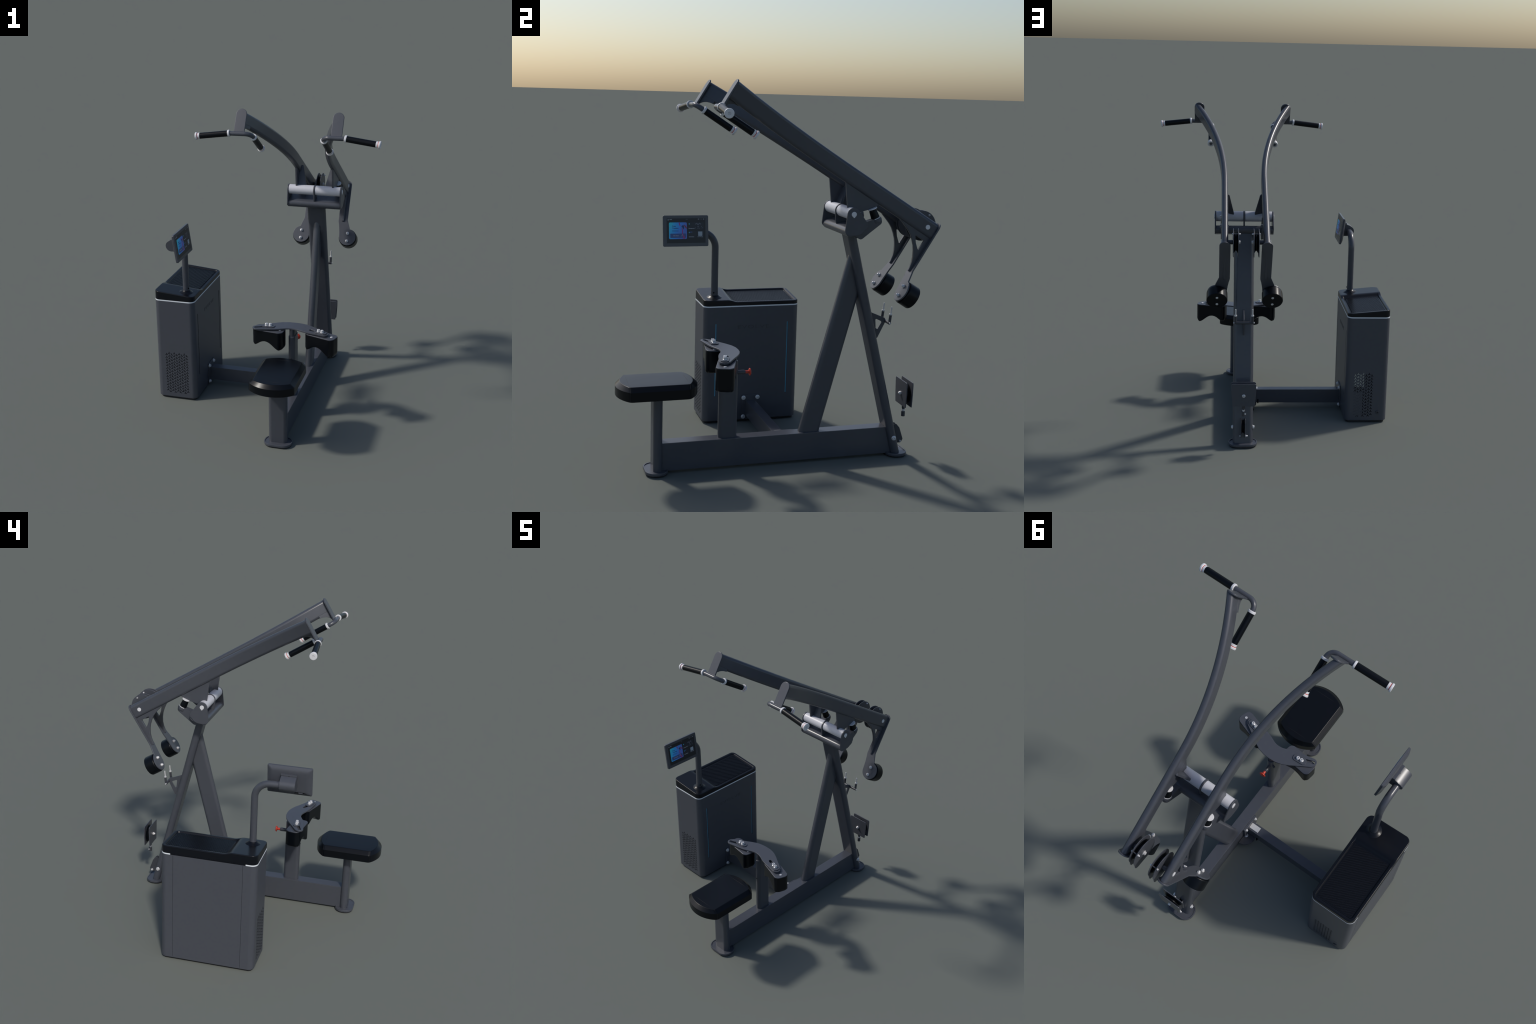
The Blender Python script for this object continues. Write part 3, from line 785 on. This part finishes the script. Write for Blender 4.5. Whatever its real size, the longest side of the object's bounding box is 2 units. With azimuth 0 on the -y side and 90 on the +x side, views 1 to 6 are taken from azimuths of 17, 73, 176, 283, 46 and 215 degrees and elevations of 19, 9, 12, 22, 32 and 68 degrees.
# deck and tray surface as a fine sheet inside the rim (closed below)
tx0, tx1, ty0, ty1 = X0 + 0.030, X1 - 0.030, -0.050, Y1 - 0.030
bm = bmesh.new(); ins = 0.0222
xa, xb, ya, yb = X0 + ins, X1 - ins, Y0 + ins, Y1 - ins
NXG, NYG = 24, 110; rr_ = 0.036 - ins
grid = []
for j in range(NYG + 1):
    row = []
    for i in range(NXG + 1):
        x = xa + (xb - xa) * i / NXG; y = ya + (yb - ya) * j / NYG
        mx, my = (xa + xb) / 2, (ya + yb) / 2
        axx, ayy = abs(x - mx) - ((xb - xa) / 2 - rr_), abs(y - my) - ((yb - ya) / 2 - rr_)
        if axx > 0 and ayy > 0:
            k = max(axx, ayy) / math.hypot(axx, ayy)
            x = mx + math.copysign((xb - xa) / 2 - rr_ + axx * k, x - mx); y = my + math.copysign((yb - ya) / 2 - rr_ + ayy * k, y - my)
        row.append(bm.verts.new((x, y, tray(x, y, 0.0085))))
    grid.append(row)
for j in range(NYG):
    for i in range(NXG):
        bm.faces.new((grid[j][i], grid[j][i + 1], grid[j + 1][i + 1], grid[j + 1][i]))
r = bmesh.ops.extrude_face_region(bm, geom=list(bm.faces))
for e in r["geom"]:
    if isinstance(e, bmesh.types.BMVert): e.co.z = 0.7100
for f in bm.faces:
    c_ = f.calc_center_median()
    if c_.y > -0.048 and tx0 < c_.x < tx1 and c_.y < ty1: f.material_index = 1
dk = bm_mesh(bm, "lid_deck", 40); dk.materials.append(M_BLACK); dk.materials.append(M_TRAY)
add("lid_deck", dk, None, lid)
# diagonal anti-slip ribs on the tray floor
bm = bmesh.new()
tx0, tx1, ty0, ty1 = X0 + 0.030, X1 - 0.030, -0.050, Y1 - 0.030
step = 0.0138; hw_ = 0.0031; c = tx0 - ty1
while c < tx1 - ty0:
    # line x - y = c clipped to the tray rectangle
    y_lo, y_hi = max(ty0, tx0 - c), min(ty1, tx1 - c)
    if y_hi - y_lo > 0.004:
        n = V((1, -1, 0)).normalized()
        for (yA, yB) in ((y_lo, y_hi),):
            ends = []
            for y in (yA, yB):
                x = y + c; zz = tray(x, max(y, -0.03), 0.0085) if y > -0.04 else tray(x, -0.035, 0.0085)
                q = V((x, y, zz))
                ends.append([q - n * hw_ + V((0, 0, -0.0006)), q - n * hw_ * 0.7 + V((0, 0, 0.0032)), q + n * hw_ * 0.7 + V((0, 0, 0.0032)), q + n * hw_ + V((0, 0, -0.0006))])
            A_, B_ = [[bm.verts.new(p) for p in e] for e in ends]
            for i in range(4):
                j = (i + 1) % 4; bm.faces.new((A_[i], A_[j], B_[j], B_[i]))
            bm.faces.new(A_[::-1]); bm.faces.new(B_)
    c += step
ribs = add("tray_ribs", bm_mesh(bm, "tray_ribs"), M_BLACK, lid); ribs["kind"] = "stuff"

# embossed lettering on the user side
def text_mesh(name, body, size, ext=0.0004, bev=0.0, width=1.0, spacing=1.0, align="LEFT", bold=0.0):
    cu = bpy.data.curves.new(name, "FONT")
    cu.body = body; cu.size = size; cu.extrude = ext; cu.bevel_depth = bev
    cu.space_character = spacing; cu.align_x = align; cu.offset = bold; cu.resolution_u = 3
    ob = bpy.data.objects.new(name, cu); COL.objects.link(ob)
    dg = bpy.context.evaluated_depsgraph_get()
    me = bpy.data.meshes.new_from_object(ob.evaluated_get(dg))
    bpy.data.objects.remove(ob); bpy.data.curves.remove(cu)
    for v in me.vertices: v.co.x *= width
    return me
M_LETTER = material("embossed_letter", (0.050, 0.052, 0.060), 0.5, var=0.02)
add("cabinet_lettering", text_mesh("cabinet_lettering", "EVOLVE", 0.031, 0.0006, 0, 1.68, 1.12, "CENTER"), M_LETTER, cab,
    frame((X1 + 0.0003, 0.060, 0.5685), (0, 1, 0), (0, 0, 1)))

# ------------------------------------------------------------------ display pole and screen
PB = V((-0.546, -0.162, lid_h(-0.546, -0.162)))
add("pole_flange", lathe_mesh("pole_flange", [(0, -0.006), (0.046, -0.004), (0.045, 0.0005), (0.036, 0.0045), (0.028, 0.0095), (0.0245, 0.014), (0.0228, 0.0155), (0, 0.0155)], 40), M_BLACK, ROOT, frame(PB, (1, 0, -0.092), (0, 1, 0)))
path = fillet_path([(PB.x, PB.y, PB.z - 0.01), (PB.x, PB.y, 1.136), (PB.x, -0.330, 1.136)], [0.092], 18)
pole = add("display_pole", bm_mesh(sweep(path, circle(0.0203, 32), (1, 0, 0)), "display_pole"), M_FRAME, ROOT)
cyl("pole_sleeve", (PB.x, PB.y, PB.z + 0.010), (PB.x, PB.y, PB.z + 0.040), 0.0208, M_FRAME, pole, 0.0008)
cyl("sleeve_hole", (PB.x + 0.0185, PB.y - 0.008, PB.z + 0.030), (PB.x + 0.0232, PB.y - 0.010, PB.z + 0.030), 0.0042, M_DARK, pole)

th = math.atan2(0.0235, 0.175)
DN = V((math.cos(th), 0, math.sin(th))); DU = V((-math.sin(th), 0, math.cos(th)))
DC = V((-0.4805, -0.351, 1.152))
DM = frame(DC, (0, 1, 0), DU, DN)              # x right, y up, z towards the user
SW, SH = 0.262, 0.177
def sring(inset, z, r=0.008): return [(x, y, z) for x, y in rrect(SW - 2 * inset, SH - 2 * inset, max(r - inset, 0.002), 6)]
bm = loft([sring(0.036, -0.0255, 0.04), sring(0.022, -0.0235, 0.03), sring(0.010, -0.0185, 0.02), sring(0.003, -0.0135), sring(0.0, -0.0118), sring(0.0, -0.0012), sring(0.0012, 0.0), sring(0.019, 0.0, 0.022)])
disp = add("display_housing", bm_mesh(bm, "display_housing", 30), M_FRAME, ROOT, DM)
# tilting mount: a barrel around the pole end carried by a block on the back of the screen
MB = V((PB.x, -0.351, 1.1395))
brl = round_poly([(-0.548 + 0.034, 1.178)], 0) if False else None
pro = [(-0.5025, 1.194), (-0.5150, 1.1935)] + [(-0.546 + 0.034 * math.cos(math.radians(a)), 1.1395 + 0.034 * math.sin(math.radians(a))) for a in range(105, 281, 12)] + [(-0.515, 1.100), (-0.4900, 1.100)]
pro = [(-0.500, 1.190), (-0.522, 1.189), (-0.548, 1.179)] + [(-0.546 + 0.034 * math.cos(math.radians(a)), 1.140 + 0.034 * math.sin(math.radians(a))) for a in range(120, 281, 10)] + [(-0.508, 1.106), (-0.488, 1.108)]
secs = []
for y in (-0.306, -0.397):
    secs.append([(x, y, z) for x, z in pro])
bm = loft(secs)
es = [e for e in bm.edges if all(abs(v.co.y - e.verts[0].co.y) < 1e-6 for v in e.verts)]
bmesh.ops.bevel(bm, geom=es, offset=0.002, segments=2, affect="EDGES")
mount = add("display_mount", bm_mesh(bm, "display_mount", 35), M_FRAME, disp)
place(mount, Matrix.Identity(4))
o = box("mount_joint", (-0.512, -0.3985, 1.1885), (-0.494, -0.3045, 1.1975), M_FRAME, disp, 0.002); place(o, Matrix.Translation((-0.520, -0.3515, 1.1915)))
cyl("mount_pin_hole", (-0.528, -0.352, 1.1885), (-0.5275, -0.352, 1.1905), 0.0035, M_DARK, disp)
pm = DM @ frame((0, -0.0655, -0.0238), (1, 0, 0), (0, -0.885, 0.466))
rec = [(-0.028, 0.0015), (-0.082, 0.0), (-0.094, 0.003), (-0.122, 0.0195), (-0.028, 0.0205)]
cp = plate("cable_recess", [(p[0], p[1]) for p in rec], 0.002, pm, M_DARK, disp, (), 0.0004)
o = box("cable_plug", (-0.012, -0.004, -0.003), (0.012, 0.004, 0.003), M_FRAME, disp, 0.001)
place(o, pm @ Matrix.Translation((-0.066, 0.0055, 0.002)))

# screen contents: thin inlays stacked on the panel
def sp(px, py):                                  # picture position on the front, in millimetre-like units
    return ((px - 1092) / 1965 * SW, (695 - py) / 1340 * SH)
def inlay(name, px0, py0, px1, py1, z, mat, r=0.002, t=0.0006):
    (xa_, ya_), (xb_, yb_) = sp(px0, py1), sp(px1, py0)
    w_, h_ = xb_ - xa_, yb_ - ya_
    me = plate_mesh(name, rrect(w_, h_, min(r, w_ * 0.45, h_ * 0.45), 4), t, (), 0.00008)
    o_ = add(name, me, mat, disp)
    place(o_, DM @ Matrix.Translation(((xa_ + xb_) / 2, (ya_ + yb_) / 2, z)))
    return o_
def words(name, body, px, py, ph, mat, z, width=1.0, align="LEFT"):
    x_, y_ = sp(px, py)
    me = text_mesh(name, body, ph / 1340 * SH * 1.5, 0.00012, 0, width, 1.0, align, 0.00022)
    o_ = add(name, me, mat, disp); place(o_, DM @ Matrix.Translation((x_, y_, z)))
    return o_
M_SCREEN = material("screen_glass", (0.018, 0.020, 0.025), 0.30, var=0.02, spec=0.4)
M_TILE = material("screen_tile", (0.022, 0.027, 0.040), 0.30, var=0.02, spec=0.4)
M_UI = material("screen_text_pale", (0.42, 0.44, 0.48), 0.4, var=0.0)
M_UIDIM = material("screen_text_dim", (0.12, 0.13, 0.16), 0.4, var=0.0)
M_UINAVY = material("screen_text_navy", (0.022, 0.055, 0.16), 0.4, var=0.0)
M_BTN = material("screen_button", (0.050, 0.105, 0.30), 0.35, var=0.05)
M_PINK = material("screen_pink", (0.36, 0.055, 0.26), 0.4, var=0.1)
M_REDUI = material("screen_red", (0.30, 0.05, 0.10), 0.4, var=0.1)
M_TEAL = material("screen_teal", (0.05, 0.36, 0.44), 0.4, var=0.05)
M_PALEBOX = material("screen_pale_box", (0.36, 0.42, 0.48), 0.4, var=0.2, scale=900)
def gradient_card():
    m = bpy.data.materials.new("screen_card_gradient"); m.use_nodes = True
    nt = m.node_tree; b = nt.nodes["Principled BSDF"]; b.inputs["Roughness"].default_value = 0.35
    tc = nt.nodes.new("ShaderNodeTexCoord"); sx = nt.nodes.new("ShaderNodeSeparateXYZ")
    mp = nt.nodes.new("ShaderNodeMapping"); mp.inputs["Location"].default_value = (0.5, 0.5, 0.0); mp.inputs["Scale"].default_value = (1 / 0.1033, 1 / 0.0945, 1.0)
    nt.links.new(tc.outputs["Object"], mp.inputs["Vector"]); nt.links.new(mp.outputs["Vector"], sx.inputs[0])
    nz = nt.nodes.new("ShaderNodeTexNoise"); nz.inputs["Scale"].default_value = 2.2
    nt.links.new(mp.outputs["Vector"], nz.inputs["Vector"])
    m1 = nt.nodes.new("ShaderNodeMath"); m1.operation = "MULTIPLY_ADD"; m1.inputs[1].default_value = -0.35; m1.inputs[2].default_value = 0.25
    nt.links.new(sx.outputs["Y"], m1.inputs[0])
    m2 = nt.nodes.new("ShaderNodeMath"); m2.operation = "ADD"
    nt.links.new(sx.outputs["X"], m2.inputs[0]); nt.links.new(m1.outputs[0], m2.inputs[1])
    m3 = nt.nodes.new("ShaderNodeMath"); m3.operation = "MULTIPLY_ADD"; m3.inputs[1].default_value = 0.3
    nt.links.new(nz.outputs["Fac"], m3.inputs[0]); nt.links.new(m2.outputs[0], m3.inputs[2])
    cr = nt.nodes.new("ShaderNodeValToRGB"); e = cr.color_ramp.elements
    e[0].position = 0.12; e[0].color = (0.02, 0.36, 0.46, 1)
    e[1].position = 1.2 if False else 1.0; e[1].color = (0.05, 0.11, 0.38, 1)
    for p, c_ in ((0.36, (0.02, 0.26, 0.54, 1)), (0.68, (0.02, 0.17, 0.52, 1))):
        k = e.new(p); k.color = c_
    nt.links.new(m3.outputs[0], cr.inputs["Fac"]); nt.links.new(cr.outputs["Color"], b.inputs["Base Color"])
    nt.links.new(cr.outputs["Color"], b.inputs["Emission Color"]); b.inputs["Emission Strength"].default_value = 0.16   # the lit display
    return m
scr = inlay("touch_screen", 265, 150, 1945, 1215, 0.0002, M_SCREEN, 0.001)
inlay("screen_card", 362, 325, 1135, 1040, 0.0007, gradient_card(), 0.006)
inlay("screen_tile", 1180, 330, 1870, 645, 0.0006, M_TILE, 0.004)
inlay("screen_tile", 1180, 690, 1530, 1010, 0.0006, M_TILE, 0.004)
inlay("screen_tile", 1560, 690, 1870, 1010, 0.0006, M_TILE, 0.004)
# swoosh bands across the card
def band(name, pts, mat, z):
    P_ = [V(sp(*p[:2])) for p in pts]; W_ = [p[2] / 1965 * SW for p in pts]
    # Catmull-Rom resample
    C_, D_ = [], []
    for i in range(len(P_) - 1):
        p0, p1, p2, p3 = P_[max(i - 1, 0)], P_[i], P_[i + 1], P_[min(i + 2, len(P_) - 1)]
        for k in range(8):
            t = k / 8
            C_.append(0.5 * ((2 * p1) + (p2 - p0) * t + (2 * p0 - 5 * p1 + 4 * p2 - p3) * t * t + (3 * p1 - p0 - 3 * p2 + p3) * t ** 3)); D_.append(W_[i] + (W_[i + 1] - W_[i]) * t)
    C_.append(P_[-1]); D_.append(W_[-1])
    l_, r_ = [], []
    for i, p in enumerate(C_):
        t = (C_[min(i + 1, len(C_) - 1)] - C_[max(i - 1, 0)]).normalized(); n = V((-t.y, t.x))
        l_.append(tuple(p + n * D_[i] / 2)); r_.append(tuple(p - n * D_[i] / 2))
    o_ = add(name, plate_mesh(name, l_ + r_[::-1], 0.0003, (), 0.00003), mat, disp)
    place(o_, DM @ Matrix.Translation((0, 0, z)))
band("screen_swoosh", [(800, 335, 55), (825, 420, 45), (850, 500, 20)], M_PINK, 0.0010)
band("screen_swoosh", [(905, 560, 14), (945, 650, 42), (945, 760, 40), (955, 850, 45), (1000, 950, 75), (1020, 1025, 90)], M_PINK, 0.0010)
band("screen_swoosh", [(1000, 430, 14), (1060, 490, 55), (1105, 560, 50), (1122, 600, 20)], M_REDUI, 0.0010)
band("screen_swoosh", [(905, 500, 30), (960, 500, 110), (985, 570, 60), (975, 620, 14)], M_UINAVY, 0.0010)
inlay("screen_button", 412, 805, 1098, 990, 0.00095, M_BTN, 0.004, 0.0003)
words("screen_words", "Free", 500, 510, 52, M_UINAVY, 0.0012, 1.1)
words("screen_words", "Training", 500, 600, 52, M_UINAVY, 0.0012, 1.1)
for py in (670, 715): inlay("screen_line", 495, py - 8, 780, py + 4, 0.0010, M_UINAVY, 0.0004, 0.0003)
words("screen_words", "Get start", 540, 915, 46, M_UI, 0.0013, 0.95)
band("screen_arrow", [(870, 930, 9), (945, 855, 9)], M_UI, 0.0013)
band("screen_arrow", [(905, 855, 9), (950, 850, 9)], M_UI, 0.0013)
band("screen_arrow", [(950, 850, 9), (948, 900, 9)], M_UI, 0.0013)
inlay("screen_icon", 1215, 365, 1268, 425, 0.0010, M_TEAL, 0.002, 0.0003)
inlay("screen_icon", 1218, 735, 1268, 790, 0.0010, M_TEAL, 0.002, 0.0003)
inlay("screen_icon", 1285, 725, 1345, 770, 0.0010, M_BTN, 0.002, 0.0003)
inlay("screen_icon", 1370, 725, 1385, 770, 0.0010, M_UIDIM, 0.001, 0.0003)
words("screen_words", "Management", 1210, 600, 30, M_UI, 0.0010, 1.12)
words("screen_words", "Instructions", 1215, 965, 34, M_UI, 0.0010, 0.95)
words("screen_words", "Get the app", 1600, 965, 28, M_UI, 0.0010, 1.12)
inlay("screen_pale_box", 1625, 727, 1808, 915, 0.0010, M_PALEBOX, 0.002, 0.0003)
words("screen_words", "Hello", 385, 215, 34, M_UI, 0.0008, 1.0)
band("screen_icon", [(330, 180, 14), (330, 232, 56)], M_UI, 0.0008)
words("screen_words", "12:00", 1085, 210, 28, M_UIDIM, 0.0008, 0.9)
for px in (1622, 1695, 1775, 1858): inlay("screen_icon", px, 172, px + 36, 212, 0.0007, M_UIDIM if px in (1695, 1775) else M_UI, 0.001, 0.0003)
# faint body figure on the large tile
for p in ([(1500, 420, 30), (1560, 375, 40), (1620, 440, 46)], [(1750, 420, 30), (1690, 375, 40), (1630, 440, 46)], [(1510, 540, 20), (1490, 600, 24)], [(1760, 490, 20), (1775, 540, 22)], [(1600, 540, 18), (1630, 490, 26), (1660, 540, 18)], [(1590, 600, 20), (1640, 575, 20), (1700, 600, 20)]):
    band("screen_figure", p, M_UIDIM, 0.0009)
band("screen_arrow", [(1785, 600, 9), (1830, 550, 9)], M_UIDIM, 0.0010)
band("screen_arrow", [(1795, 550, 9), (1835, 548, 9)], M_UIDIM, 0.0010)
